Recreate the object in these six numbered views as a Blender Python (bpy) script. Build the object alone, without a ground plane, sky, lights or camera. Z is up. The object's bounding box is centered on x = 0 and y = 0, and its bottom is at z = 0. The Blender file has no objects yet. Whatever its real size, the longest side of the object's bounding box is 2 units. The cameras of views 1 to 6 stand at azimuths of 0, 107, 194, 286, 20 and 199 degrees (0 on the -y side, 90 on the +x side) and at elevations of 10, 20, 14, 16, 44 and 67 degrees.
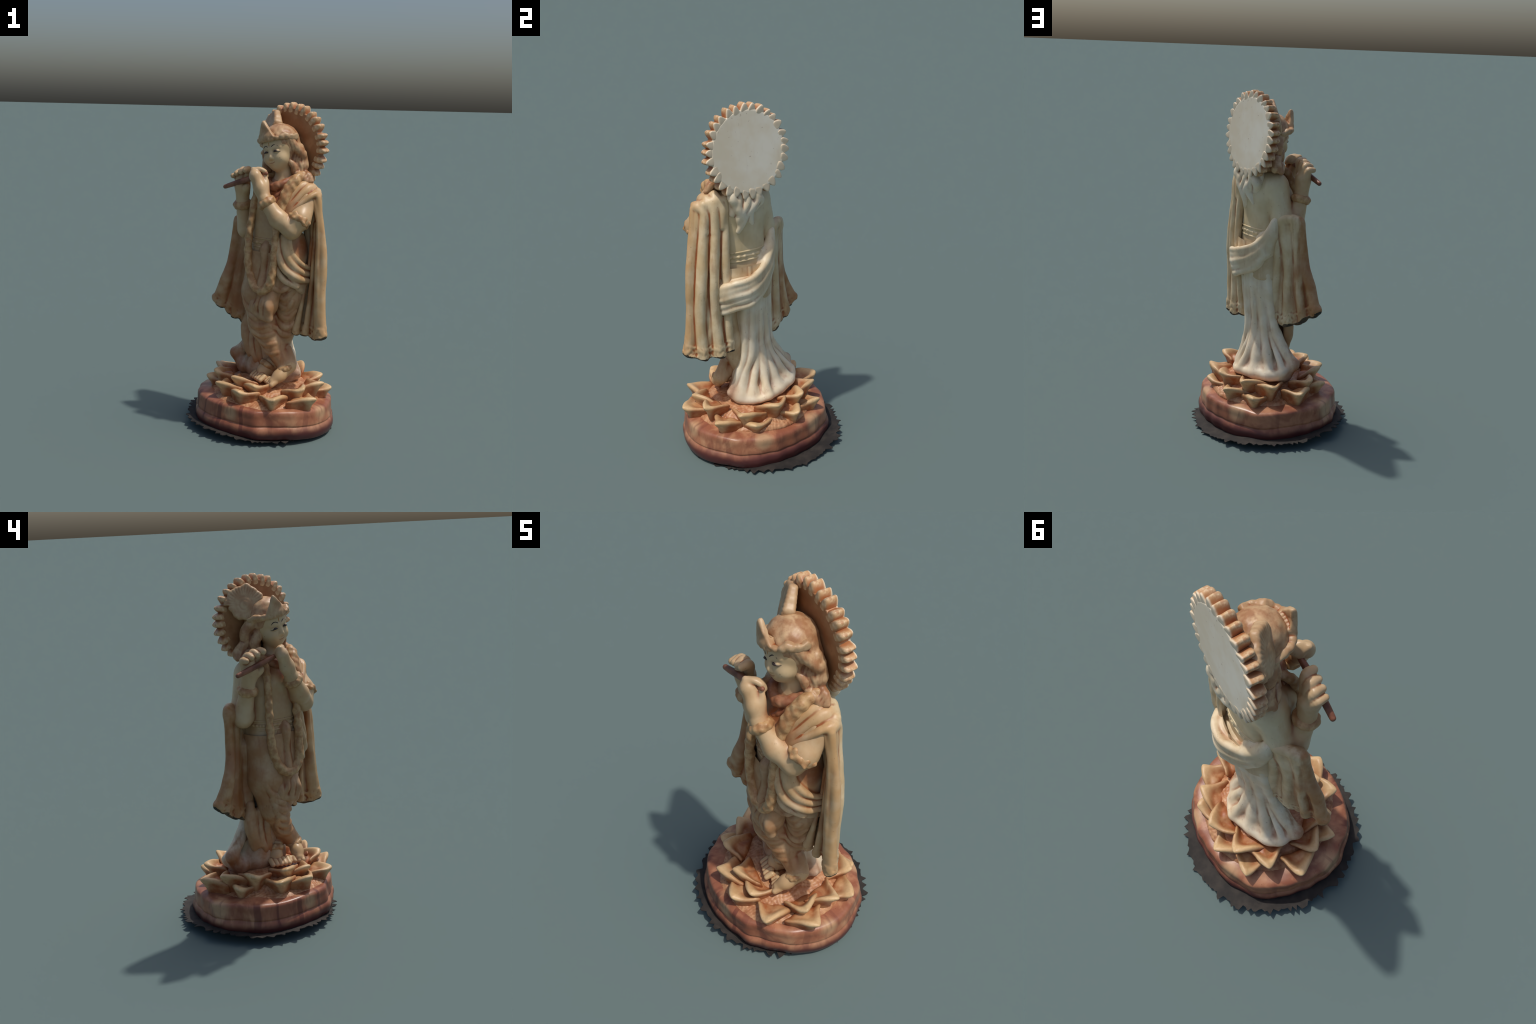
# A cast-resin flute player in draped robes on a lotus and an oval marbled plinth.
# The figure is modelled as smooth implicit solids (round cones, ellipsoids and pleat
# tubes blended together), meshed with surface nets, and split into named parts.
import bpy, math
import numpy as np
from mathutils import Matrix, Vector

rng = np.random.default_rng(7)

# ------------------------------------------------------------------ frames
TURN = math.radians(-38.5)          # the figure faces the -x/-y corner
AXIS = np.array([0.10, -0.10])      # where the figure stands
CT, ST = math.cos(TURN), math.sin(TURN)


def to_world(p):
    """figure frame (x = figure's left, y = back, z = up) -> world"""
    p = np.asarray(p, float)
    out = p.copy()
    out[..., 0] = AXIS[0] + p[..., 0] * CT - p[..., 1] * ST
    out[..., 1] = AXIS[1] + p[..., 0] * ST + p[..., 1] * CT
    return out


# ------------------------------------------------------------------ implicit solids
def seg_cone(P, a, b, ra, rb):
    a = np.asarray(a, np.float32); b = np.asarray(b, np.float32)
    ab = b - a
    t = np.clip(((P - a) @ ab) / max(float(ab @ ab), 1e-9), 0, 1)
    d = P - a - t[..., None] * ab
    return np.sqrt((d * d).sum(-1)) - (ra + (rb - ra) * t)


def ellipsoid(P, c, r, R=None):
    q = P - np.asarray(c, np.float32)
    if R is not None:
        q = q @ np.asarray(R, np.float32)      # world -> ellipsoid axes (columns of R)
    r = np.asarray(r, np.float32)
    k0 = np.sqrt(((q / r) ** 2).sum(-1))
    k1 = np.sqrt(((q / (r * r)) ** 2).sum(-1)) + 1e-6
    return k0 * (k0 - 1) / k1


def smin(a, b, k):
    if k <= 0:
        return np.minimum(a, b)
    h = np.clip(k - np.abs(a - b), 0, None) / k
    return np.minimum(a, b) - h * h * k * 0.25


def smax(a, b, k):
    return -smin(-a, -b, k)


def spline(pts, n):
    """Catmull-Rom through control points (any dimension)"""
    p = np.asarray(pts, float)
    p = np.vstack([2 * p[0] - p[1], p, 2 * p[-1] - p[-2]])
    m = len(p) - 3
    out = []
    for u in np.linspace(0, m - 1e-6, n):
        i = int(u); t = u - i
        a, b, c, d = p[i:i + 4]
        out.append(0.5 * (2 * b + (c - a) * t + (2 * a - 5 * b + 4 * c - d) * t * t
                          + (3 * b - a - 3 * c + d) * t ** 3))
    return np.array(out)


def wob(P, f, seed=0.0):
    """cheap smooth 3d wobble in -1..1"""
    x, y, z = P[..., 0] * f + seed, P[..., 1] * f + seed * 1.7, P[..., 2] * f - seed * 0.6
    return (np.sin(x + 1.3 * np.sin(y * 0.7)) * np.sin(y * 1.1 + 1.1 * np.sin(z * 0.8))
            + np.sin(z * 1.2 + 1.4 * np.sin(x * 0.9)) * 0.6) / 1.6


class Solid:
    """a sampled distance field; primitives blend into it inside their own box only"""

    def __init__(self, lo, hi, h):
        self.h = h
        self.lo = np.array(lo, np.float32)
        n = np.ceil((np.array(hi) - np.array(lo)) / h).astype(int) + 1
        self.n = n
        self.F = np.full(n, 0.25, np.float32)
        self.lab = None
        self.best = None

    def labels(self):
        self.lab = np.zeros(self.n, np.int16)
        self.best = np.full(self.n, 9.0, np.float32)

    def grid(self, lo, hi):
        i0 = np.clip(np.floor((np.asarray(lo) - self.lo) / self.h).astype(int), 0, self.n - 1)
        i1 = np.clip(np.ceil((np.asarray(hi) - self.lo) / self.h).astype(int) + 1, 1, self.n)
        i1 = np.maximum(i1, i0 + 1)
        ax = [self.lo[k] + self.h * np.arange(i0[k], i1[k], dtype=np.float32) for k in range(3)]
        P = np.stack(np.meshgrid(*ax, indexing='ij'), -1)
        return tuple(slice(i0[k], i1[k]) for k in range(3)), P

    def blend(self, fn, lo, hi, k, tag=None, cut=False):
        pad = k + 0.012
        sl, P = self.grid(np.asarray(lo) - pad, np.asarray(hi) + pad)
        d = fn(P).astype(np.float32)
        if cut:
            self.F[sl] = smax(self.F[sl], -d, k)
        else:
            self.F[sl] = smin(self.F[sl], d, k)
            if self.lab is not None and tag is not None:
                m = d < self.best[sl]
                self.best[sl] = np.where(m, d, self.best[sl])
                self.lab[sl] = np.where(m, tag, self.lab[sl])

    def cone(self, a, b, ra, rb=None, k=0.02, tag=None, cut=False):
        rb = ra if rb is None else rb
        a = np.asarray(a, float); b = np.asarray(b, float); r = max(ra, rb)
        self.blend(lambda P: seg_cone(P, a, b, ra, rb), np.minimum(a, b) - r, np.maximum(a, b) + r, k, tag, cut)

    def ball(self, c, r, k=0.02, tag=None, R=None, cut=False):
        r = np.asarray(r if np.ndim(r) else [r, r, r], float)
        m = r.max() if R is not None else r
        self.blend(lambda P: ellipsoid(P, c, r, R), np.asarray(c) - m, np.asarray(c) + m, k, tag, cut)

    def tube(self, pts, k=0.02, n=None, tag=None, flat=None, cut=False):
        """pts: (x,y,z,r) control points of a smooth tapering tube"""
        n = n or 6 * len(pts)
        q = spline(pts, n)
        lo = (q[:, :3] - q[:, 3:4]).min(0); hi = (q[:, :3] + q[:, 3:4]).max(0)

        def fn(P):
            d = np.full(P.shape[:-1], 9.0, np.float32)
            for a, b in zip(q[:-1], q[1:]):
                r = max(a[3], b[3]) + k + 0.02
                d2 = None
                l = np.minimum(a[:3], b[:3]) - r; u = np.maximum(a[:3], b[:3]) + r
                sub = []
                for ax in range(3):
                    line = P[(slice(None) if ax == 0 else 0, slice(None) if ax == 1 else 0, slice(None) if ax == 2 else 0, ax)]
                    i = np.nonzero((line >= l[ax]) & (line <= u[ax]))[0]
                    if len(i) == 0:
                        break
                    sub.append(slice(i[0], i[-1] + 1))
                if len(sub) < 3:
                    continue
                s = tuple(sub)
                d[s] = np.minimum(d[s], seg_cone(P[s], a[:3], b[:3], a[3], b[3]))
            return d
        self.blend(fn, lo, hi, k, tag, cut)

    def rough(self, amp, f, seed=0.0, zs=1.0):
        sl, P = self.grid(self.lo, self.lo + self.h * self.n)
        P = P * np.array([1, 1, zs], np.float32)
        self.F += amp * wob(P, f, seed)

    def mesh(self, smooth=2):
        F = self.F
        S = F < 0
        nx, ny, nz = F.shape
        cor = [(i, j, k) for i in (0, 1) for j in (0, 1) for k in (0, 1)]
        cnt = sum(S[i:nx - 1 + i, j:ny - 1 + j, k:nz - 1 + k].astype(np.int8) for i, j, k in cor)
        act = np.argwhere((cnt > 0) & (cnt < 8))
        idx = np.full((nx - 1, ny - 1, nz - 1), -1, np.int64)
        idx[tuple(act.T)] = np.arange(len(act))
        acc = np.zeros((len(act), 3)); w = np.zeros(len(act))
        for a in cor:
            for ax in range(3):
                if a[ax]:
                    continue
                b = list(a); b[ax] = 1
                fa = F[tuple((act + a).T)]; fb = F[tuple((act + b).T)]
                m = (fa < 0) != (fb < 0)
                t = np.where(m, fa / np.where(m, fa - fb, 1), 0)
                p = np.tile(np.array(a, float), (len(act), 1)); p[:, ax] += t
                acc[m] += p[m]; w[m] += 1
        V = self.lo + self.h * (act + acc / w[:, None])
        Q = []
        for ax in range(3):
            o = [k for k in range(3) if k != ax]
            sa = [slice(None)] * 3; sb = [slice(None)] * 3
            sa[ax] = slice(0, -1); sb[ax] = slice(1, None)
            A, B = S[tuple(sa)], S[tuple(sb)]
            e = np.argwhere(A != B)
            e = e[(e[:, o[0]] > 0) & (e[:, o[1]] > 0) & (e[:, o[0]] < F.shape[o[0]] - 1) & (e[:, o[1]] < F.shape[o[1]] - 1)]
            inside = A[tuple(e.T)]
            q = []
            for da, db in ((1, 1), (0, 1), (0, 0), (1, 0)):
                c = e.copy(); c[:, o[0]] -= da; c[:, o[1]] -= db
                q.append(idx[tuple(c.T)])
            q = np.stack(q, 1)
            flip = inside if ax != 1 else ~inside
            q[~flip] = q[~flip][:, ::-1]
            Q.append(q)
        Q = np.vstack(Q)
        E = np.vstack([Q[:, [0, 1]], Q[:, [1, 2]], Q[:, [2, 3]], Q[:, [3, 0]]])
        for it in range(smooth):
            s = np.zeros_like(V); n = np.zeros(len(V))
            for c in range(3):
                s[:, c] = np.bincount(E[:, 0], V[E[:, 1], c], len(V)) + np.bincount(E[:, 1], V[E[:, 0], c], len(V))
            n = np.bincount(E.ravel(), minlength=len(V))
            V = V * 0.45 + 0.55 * s / n[:, None]
        return V, Q


# ------------------------------------------------------------------ objects
ROOT = bpy.data.objects.new("flute_player_figurine", None)
bpy.context.collection.objects.link(ROOT)
ROOT["label"] = "ivory resin robed flute player with halo on lotus base"
ROOT["category"] = "figurine"


def make_object(name, V, Q, mat, parent=None, smooth=True):
    me = bpy.data.meshes.new(name)
    me.from_pydata([tuple(v) for v in np.asarray(V).tolist()], [], [tuple(f) for f in (Q.tolist() if hasattr(Q, 'tolist') else Q)])
    me.validate()
    if smooth:
        me.polygons.foreach_set("use_smooth", [True] * len(me.polygons))
    for m in (mat if isinstance(mat, (list, tuple)) else [mat]):
        me.materials.append(m)
    ob = bpy.data.objects.new(name, me)
    bpy.context.collection.objects.link(ob)
    ob.parent = parent or ROOT
    return ob


def vertex_normals(V, Q):
    n = np.cross(V[Q[:, 2]] - V[Q[:, 0]], V[Q[:, 3]] - V[Q[:, 1]])
    out = np.zeros_like(V)
    for i in range(4):
        for c in range(3):
            out[:, c] += np.bincount(Q[:, i], n[:, c], len(V))
    return out / (np.linalg.norm(out, axis=1, keepdims=True) + 1e-12)


def solid_object(name, S, mat, parent=None, smooth=2, local=True, under=None):
    V, Q = S.mesh(smooth)
    W = to_world(V) if local else V
    ob = make_object(name, W, Q, mat, parent)
    if under is not None:      # bare, dark cut faces under the hem
        n = np.cross(W[Q[:, 2]] - W[Q[:, 0]], W[Q[:, 3]] - W[Q[:, 1]])
        n /= np.linalg.norm(n, axis=1, keepdims=True) + 1e-12
        c = V[Q].mean(1)
        m = under(c, n)
        ob.data.polygons.foreach_set("material_index", m.astype(np.int32))
    return ob


def split_object(S, parts, smooth=2):
    """one smooth surface, separated by region; shared borders, whole-surface normals"""
    V, Q = S.mesh(smooth)
    W = to_world(V)
    N = vertex_normals(W, Q)
    c = V[Q].mean(1)
    gi = np.clip(np.round((c - S.lo) / S.h).astype(int), 0, S.n - 1)
    lab = S.lab[tuple(gi.T)]
    obs = {}
    for tag, (name, mat) in parts.items():
        f = Q[lab == tag]
        if len(f) == 0:
            continue
        used, inv = np.unique(f, return_inverse=True)
        ob = make_object(name, W[used], inv.reshape(-1, 4), mat)
        ob.data.normals_split_custom_set_from_vertices(N[used].tolist())
        obs[tag] = ob
    return obs


# ------------------------------------------------------------------ materials
def srgb(r, g, b):
    f = lambda c: (c / 255) / 12.92 if c / 255 <= 0.04045 else ((c / 255 + 0.055) / 1.055) ** 2.4
    return (f(r), f(g), f(b), 1)


class Nodes:
    def __init__(self, name):
        self.m = bpy.data.materials.new(name)
        self.m.use_nodes = True
        self.t = self.m.node_tree
        self.n = self.t.nodes
        self.bsdf = self.n["Principled BSDF"]
        self.tc = self.n.new("ShaderNodeTexCoord")
        self.obj = self.tc.outputs["Object"]

    def link(self, a, b):
        self.t.links.new(a, b)

    def sock(self, s, v):
        if hasattr(v, "is_linked") or hasattr(v, "links"):
            self.link(v, s)
        else:
            s.default_value = v

    def math(self, op, a, b=0.0, clamp=False):
        n = self.n.new("ShaderNodeMath"); n.operation = op; n.use_clamp = clamp
        self.sock(n.inputs[0], a); self.sock(n.inputs[1], b)
        return n.outputs[0]

    def noise(self, scale, detail=3, rough=0.55, dist=0.0, vec=None):
        n = self.n.new("ShaderNodeTexNoise")
        n.inputs["Scale"].default_value = scale; n.inputs["Detail"].default_value = detail
        n.inputs["Roughness"].default_value = rough; n.inputs["Distortion"].default_value = dist
        self.link(vec if vec is not None else self.obj, n.inputs["Vector"])
        return n.outputs["Fac"]

    def ramp(self, x, lo, hi, out0=0.0, out1=1.0):
        n = self.n.new("ShaderNodeMapRange"); n.interpolation_type = 'SMOOTHSTEP'
        self.sock(n.inputs["Value"], x)
        n.inputs["From Min"].default_value = lo; n.inputs["From Max"].default_value = hi
        n.inputs["To Min"].default_value = out0; n.inputs["To Max"].default_value = out1
        return n.outputs[0]

    def mix(self, f, a, b):
        n = self.n.new("ShaderNodeMix"); n.data_type = 'RGBA'
        self.sock(n.inputs["Factor"], f)
        self.sock(n.inputs[6], a); self.sock(n.inputs[7], b)
        return n.outputs[2]

    def mapping(self, scale=(1, 1, 1), rot=(0, 0, 0), loc=(0, 0, 0)):
        n = self.n.new("ShaderNodeMapping")
        n.inputs["Scale"].default_value = scale; n.inputs["Rotation"].default_value = rot
        n.inputs["Location"].default_value = loc
        self.link(self.obj, n.inputs["Vector"])
        return n.outputs[0]

    def blob(self, c, r0, r1, world=True):
        """1 inside radius r0 of a point, fading to 0 at r1"""
        c = to_world(c) if world else c
        d = self.n.new("ShaderNodeVectorMath"); d.operation = 'DISTANCE'
        self.link(self.obj, d.inputs[0]); d.inputs[1].default_value = tuple(float(v) for v in c)
        return self.ramp(d.outputs["Value"], r0, r1, 1.0, 0.0)

    def axis(self, k):
        s = self.n.new("ShaderNodeSeparateXYZ"); self.link(self.obj, s.inputs[0])
        return s.outputs[k]

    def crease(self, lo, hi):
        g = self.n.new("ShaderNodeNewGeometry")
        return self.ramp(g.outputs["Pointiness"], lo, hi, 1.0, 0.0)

    def finish(self, col, rough=0.42, bump=0.15, bscale=160, spec=0.4, bdist=0.002):
        self.link(col, self.bsdf.inputs["Base Color"])
        self.sock(self.bsdf.inputs["Roughness"], rough)
        self.bsdf.inputs["Specular IOR Level"].default_value = spec
        if bump:
            b = self.n.new("ShaderNodeBump")
            b.inputs["Strength"].default_value = bump; b.inputs["Distance"].default_value = bdist
            self.link(self.noise(bscale, 4), b.inputs["Height"])
            self.link(b.outputs[0], self.bsdf.inputs["Normal"])
        return self.m


RUST = srgb(148, 82, 42)


def resin(name, light, dark, rust=RUST, crease=(0.474, 0.503), crease_amt=0.8, stain=0.25, blobs=(), grain=14,
          rough=0.42, bump=0.12, world=True, bscale=160, inner=0.0, wash=None):
    """cream resin with a terracotta wash that settled into creases and around given places"""
    m = Nodes(name)
    base = m.mix(m.ramp(m.noise(grain, 4), 0.35, 0.68), dark, light)
    streak = m.noise(1.0, 4, vec=m.mapping(scale=(30, 30, 7)))
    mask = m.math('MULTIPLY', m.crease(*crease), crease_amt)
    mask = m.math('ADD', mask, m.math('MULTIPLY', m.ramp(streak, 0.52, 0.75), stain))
    for c, r0, r1, amt in blobs:
        b = m.math('MULTIPLY', m.blob(c, r0, r1, world), amt)
        b = m.math('MULTIPLY', b, m.ramp(m.noise(22, 3), 0.2, 0.6, 0.6, 1.0))
        mask = m.math('MAXIMUM', mask, b)
    if inner:                      # browner tone toward the figure's front, paler toward the back
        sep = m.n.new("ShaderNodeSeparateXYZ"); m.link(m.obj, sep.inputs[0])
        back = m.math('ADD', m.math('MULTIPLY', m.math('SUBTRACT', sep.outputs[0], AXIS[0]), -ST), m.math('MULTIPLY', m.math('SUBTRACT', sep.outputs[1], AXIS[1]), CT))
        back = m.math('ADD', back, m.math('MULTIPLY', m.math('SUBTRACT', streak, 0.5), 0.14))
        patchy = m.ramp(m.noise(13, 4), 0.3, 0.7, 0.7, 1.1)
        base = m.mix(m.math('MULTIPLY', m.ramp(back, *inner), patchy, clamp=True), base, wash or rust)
    mask = m.math('MULTIPLY', mask, 1.0, clamp=True)
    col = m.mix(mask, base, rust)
    speck = m.math('MULTIPLY', m.ramp(m.noise(70, 2), 0.70, 0.76), 0.5)
    col = m.mix(speck, col, srgb(120, 78, 48))
    return m.finish(col, rough, bump, bscale)


CREAM = srgb(226, 206, 170); CREAM_D = srgb(208, 182, 140)
SKIN = srgb(208, 176, 132); SKIN_D = srgb(196, 158, 114)
SPOTS = [((0.03, -0.11, 1.47), 0.03, 0.11, 0.95), ((-0.06, -0.08, 1.50), 0.03, 0.1, 0.9),
         ((0.10, -0.13, 1.36), 0.01, 0.06, 0.9), ((0.0, -0.12, 1.3), 0.02, 0.12, 0.35)]
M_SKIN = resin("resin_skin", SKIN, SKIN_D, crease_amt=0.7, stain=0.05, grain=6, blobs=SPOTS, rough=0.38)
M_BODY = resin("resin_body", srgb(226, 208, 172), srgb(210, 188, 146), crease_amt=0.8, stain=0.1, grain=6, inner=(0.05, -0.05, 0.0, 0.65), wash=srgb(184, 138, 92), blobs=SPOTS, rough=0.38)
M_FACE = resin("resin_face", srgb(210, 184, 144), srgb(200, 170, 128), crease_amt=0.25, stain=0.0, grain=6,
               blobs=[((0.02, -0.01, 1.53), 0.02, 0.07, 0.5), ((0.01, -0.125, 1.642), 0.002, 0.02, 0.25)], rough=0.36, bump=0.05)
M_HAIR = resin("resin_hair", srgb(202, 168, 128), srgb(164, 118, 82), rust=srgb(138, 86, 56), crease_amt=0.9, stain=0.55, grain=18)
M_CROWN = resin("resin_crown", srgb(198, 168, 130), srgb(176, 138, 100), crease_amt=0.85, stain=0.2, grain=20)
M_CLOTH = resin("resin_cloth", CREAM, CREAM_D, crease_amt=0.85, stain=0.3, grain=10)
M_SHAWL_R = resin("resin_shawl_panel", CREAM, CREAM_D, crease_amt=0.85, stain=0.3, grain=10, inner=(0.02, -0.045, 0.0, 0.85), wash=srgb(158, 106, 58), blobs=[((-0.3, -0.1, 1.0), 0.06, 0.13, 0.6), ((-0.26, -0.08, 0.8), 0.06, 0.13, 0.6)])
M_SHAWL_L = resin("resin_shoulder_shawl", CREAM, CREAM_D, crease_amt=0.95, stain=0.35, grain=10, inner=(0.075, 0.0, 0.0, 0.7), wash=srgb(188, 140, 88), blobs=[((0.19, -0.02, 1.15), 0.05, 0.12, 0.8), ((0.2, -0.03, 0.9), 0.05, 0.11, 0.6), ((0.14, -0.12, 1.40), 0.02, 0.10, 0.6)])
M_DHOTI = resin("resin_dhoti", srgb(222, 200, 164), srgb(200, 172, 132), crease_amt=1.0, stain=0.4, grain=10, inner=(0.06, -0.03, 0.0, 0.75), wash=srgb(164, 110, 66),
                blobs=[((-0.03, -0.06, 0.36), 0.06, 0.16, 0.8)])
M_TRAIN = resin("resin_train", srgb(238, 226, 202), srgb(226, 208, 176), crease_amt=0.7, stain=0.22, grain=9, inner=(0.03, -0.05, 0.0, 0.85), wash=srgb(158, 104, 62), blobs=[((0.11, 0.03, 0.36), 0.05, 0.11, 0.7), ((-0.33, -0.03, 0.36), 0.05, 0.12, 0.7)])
M_HEM = Nodes("dark_hem_cut")
M_HEM = M_HEM.finish(M_HEM.mix(M_HEM.ramp(M_HEM.noise(30, 3), 0.35, 0.7), srgb(44, 44, 40), srgb(96, 78, 56)), 0.7, 0.2)
M_GARLAND = resin("resin_garland", srgb(200, 164, 118), srgb(168, 122, 80), crease=(0.465, 0.5), crease_amt=0.8, stain=0.2, grain=30)
M_FLUTE = resin("brown_flute", srgb(146, 96, 72), srgb(112, 68, 50), crease_amt=0.4, stain=0.3, grain=20)
M_HALO = resin("resin_halo_back", srgb(242, 234, 216), srgb(232, 218, 192), crease_amt=0.3, stain=0.05, grain=5, bump=0.04)
M_INK = Nodes("dark_ink")
M_INK = M_INK.finish(M_INK.mix(M_INK.noise(40), srgb(44, 34, 34), srgb(66, 50, 46)), 0.35, 0)
M_ORANGE = Nodes("orange_mark")
M_ORANGE = M_ORANGE.finish(M_ORANGE.mix(M_ORANGE.noise(80), srgb(176, 116, 48), srgb(190, 130, 66)), 0.5, 0)


def halo_front_material():
    m = Nodes("resin_halo_front")
    base = m.mix(m.ramp(m.noise(9, 4), 0.35, 0.65), srgb(180, 134, 94), srgb(156, 106, 68))
    return m.finish(m.mix(m.ramp(m.noise(40, 3), 0.6, 0.75, 0, 0.5), base, srgb(128, 74, 44)), 0.45, 0.15)


M_HALO_F = halo_front_material()


def scallop_material():
    m = Nodes("resin_scallop")
    base = m.mix(m.ramp(m.noise(26, 4), 0.35, 0.68), srgb(196, 150, 104), srgb(226, 202, 162))
    x, y, z = m.axis(0), m.axis(1), m.axis(2)
    groove = m.ramp(m.math('ABSOLUTE', z), 0.008, 0.020)            # wash runs into the grooves between ridges
    groove = m.math('MULTIPLY', groove, m.ramp(y, 0.010, 0.022, 0.9, 0.25))
    patch = m.math('MULTIPLY', m.ramp(m.noise(38, 3), 0.5, 0.68), 0.6)
    col = m.mix(m.math('MAXIMUM', groove, m.math('MULTIPLY', patch, m.ramp(y, 0.008, 0.02, 1.0, 0.15))), base, srgb(164, 100, 58))
    col = m.mix(m.ramp(y, 0.014, 0.022, 0.0, 0.75), col, srgb(234, 220, 194))
    return m.finish(col, 0.42, 0.12)


M_TOOTH = scallop_material()

# ------------------------------------------------------------------ head frame (tilted to the figure's right)
HO = np.array([0.0, -0.03, 1.72])
HU = np.array([-0.20, 0.0, 0.98]); HU /= np.linalg.norm(HU)
HX = np.array([HU[2], 0, -HU[0]])
HR = np.stack([HX, [0, 1, 0], HU], 1)


def hd(x, y, z):
    return HO + HR @ np.array([x, y, z])


# ------------------------------------------------------------------ the body: one surface, split by part
B = Solid((-0.34, -0.30, 0.86), (0.34, 0.17, 1.92), 0.0032)
B.labels()
TORSO, NECK, HEAD, ARM_L, ARM_R, HAND_L, HAND_R = range(1, 8)
B.ball((0, -0.008, 1.41), (0.150, 0.118, 0.155), 0.03, TORSO)
B.ball((-0.02, -0.020, 1.03), (0.155, 0.112, 0.15), 0.05, TORSO)


def trunk(P):
    """flat-backed trunk: a rounded box in plan"""
    z = P[..., 2]
    wx = 0.146 + 0.016 * np.clip((1.18 - z) / 0.15, 0, 1)
    k = ((np.abs(P[..., 0] + 0.018) / wx) ** 2.8 + (np.abs(P[..., 1] + 0.018) / 0.124) ** 2.8) ** (1 / 2.8)
    return smax((k - 1) * 0.12, np.abs(z - 1.2) - 0.24, 0.06)


B.blend(trunk, (-0.20, -0.16, 0.94), (0.16, 0.13, 1.46), 0.05, TORSO)
B.ball((0.14, -0.005, 1.455), (0.080, 0.068, 0.075), 0.04, TORSO)
B.ball((-0.115, 0.012, 1.46), (0.080, 0.070, 0.078), 0.04, TORSO)
B.cone((0.03, -0.01, 1.48), (0.015, -0.025, 1.64), 0.062, 0.047, 0.03, NECK)
# skull, face
B.ball(hd(0, 0.01, 0.035), (0.106, 0.115, 0.112), 0.02, HEAD, HR)
B.ball(hd(-0.002, -0.025, -0.030), (0.076, 0.079, 0.092), 0.02, HEAD, HR)
B.ball(hd(-0.010, -0.056, -0.088), 0.026, 0.035, HEAD)
for sx in (-1, 1):
    B.ball(hd(sx * 0.036 - 0.003, -0.066, -0.048), (0.034, 0.03, 0.032), 0.025, HEAD)
    B.ball(hd(sx * 0.034, -0.108, -0.008), (0.020, 0.012, 0.010), 0.012, HEAD, HR, cut=True)
    B.ball(hd(sx * 0.035, -0.092, -0.009), (0.018, 0.012, 0.010), 0.006, HEAD, HR)
    B.cone(hd(sx * 0.012, -0.1, 0.013), hd(sx * 0.052, -0.083, 0.016), 0.008, 0.008, 0.012, HEAD)
    B.ball(hd(sx * 0.010, -0.102, -0.048), 0.008, 0.008, HEAD)
B.cone(hd(0, -0.092, 0.005), hd(0, -0.107, -0.040), 0.010, 0.013, 0.010, HEAD)
B.cone(hd(-0.018, -0.089, -0.067), hd(0.012, -0.091, -0.067), 0.006, 0.006, 0.008, HEAD)
B.cone(hd(-0.012, -0.088, -0.077), hd(0.006, -0.089, -0.077), 0.007, 0.007, 0.008, HEAD)
# left arm (bent up to the flute) and hand
B.cone((0.186, -0.012, 1.420), (0.188, -0.082, 1.33), 0.060, 0.060, 0.03, ARM_L)
B.cone((0.190, -0.082, 1.33), (0.160, -0.118, 1.268), 0.060, 0.053, 0.03, ARM_L)
B.cone((0.160, -0.118, 1.268), (0.095, -0.165, 1.33), 0.053, 0.052, 0.02, ARM_L)
B.cone((0.095, -0.165, 1.33), (0.022, -0.195, 1.43), 0.054, 0.040, 0.02, ARM_L)
B.cone((0.022, -0.195, 1.43), (-0.012, -0.197, 1.50), 0.037, 0.040, 0.02, HAND_L)
B.cone((-0.012, -0.197, 1.50), (-0.050, -0.205, 1.575), 0.040, 0.033, 0.02, HAND_L)
B.cone((-0.052, -0.205, 1.575), (-0.066, -0.208, 1.610), 0.030, 0.013, 0.02, HAND_L)
for i, (dz, dy) in enumerate([(0.0, 0.0), (-0.004, 0.016), (-0.016, 0.028), (-0.03, 0.036)]):
    B.tube([(-0.062, -0.205 + dy, 1.605 + dz, 0.015), (-0.035, -0.185 + dy, 1.612 + dz, 0.014),
            (-0.012, -0.168 + dy * 0.6, 1.600 + dz, 0.011)], 0.01, 10, HAND_L)
B.tube([(0.010, -0.185, 1.48, 0.022), (0.008, -0.172, 1.535, 0.016), (-0.004, -0.168, 1.572, 0.010)], 0.018, 10, HAND_L)
# right arm and hand
B.cone((-0.140, 0.018, 1.455), (-0.192, 0.0, 1.27), 0.068, 0.062, 0.03, ARM_R)
B.cone((-0.194, -0.005, 1.265), (-0.222, -0.05, 1.225), 0.060, 0.053, 0.03, ARM_R)
B.cone((-0.228, -0.055, 1.225), (-0.222, -0.10, 1.38), 0.056, 0.042, 0.02, ARM_R)
B.cone((-0.222, -0.105, 1.40), (-0.212, -0.120, 1.50), 0.040, 0.047, 0.02, HAND_R)
B.cone((-0.218, -0.122, 1.50), (-0.222, -0.130, 1.55), 0.040, 0.030, 0.02, HAND_R)
B.tube([(-0.240, -0.115, 1.512, 0.024), (-0.258, -0.125, 1.554, 0.021), (-0.258, -0.157, 1.557, 0.016)], 0.01, 10, HAND_R)
B.tube([(-0.222, -0.115, 1.522, 0.025), (-0.228, -0.125, 1.577, 0.023), (-0.226, -0.164, 1.574, 0.017)], 0.008, 10, HAND_R)
B.tube([(-0.205, -0.115, 1.522, 0.025), (-0.195, -0.130, 1.590, 0.024), (-0.190, -0.168, 1.586, 0.018)], 0.008, 10, HAND_R)
B.tube([(-0.190, -0.115, 1.512, 0.024), (-0.157, -0.135, 1.592, 0.024), (-0.152, -0.170, 1.600, 0.019)], 0.008, 10, HAND_R)
B.tube([(-0.195, -0.12, 1.458, 0.028), (-0.162, -0.145, 1.493, 0.022), (-0.155, -0.150, 1.504, 0.015)], 0.014, 10, HAND_R)
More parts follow.
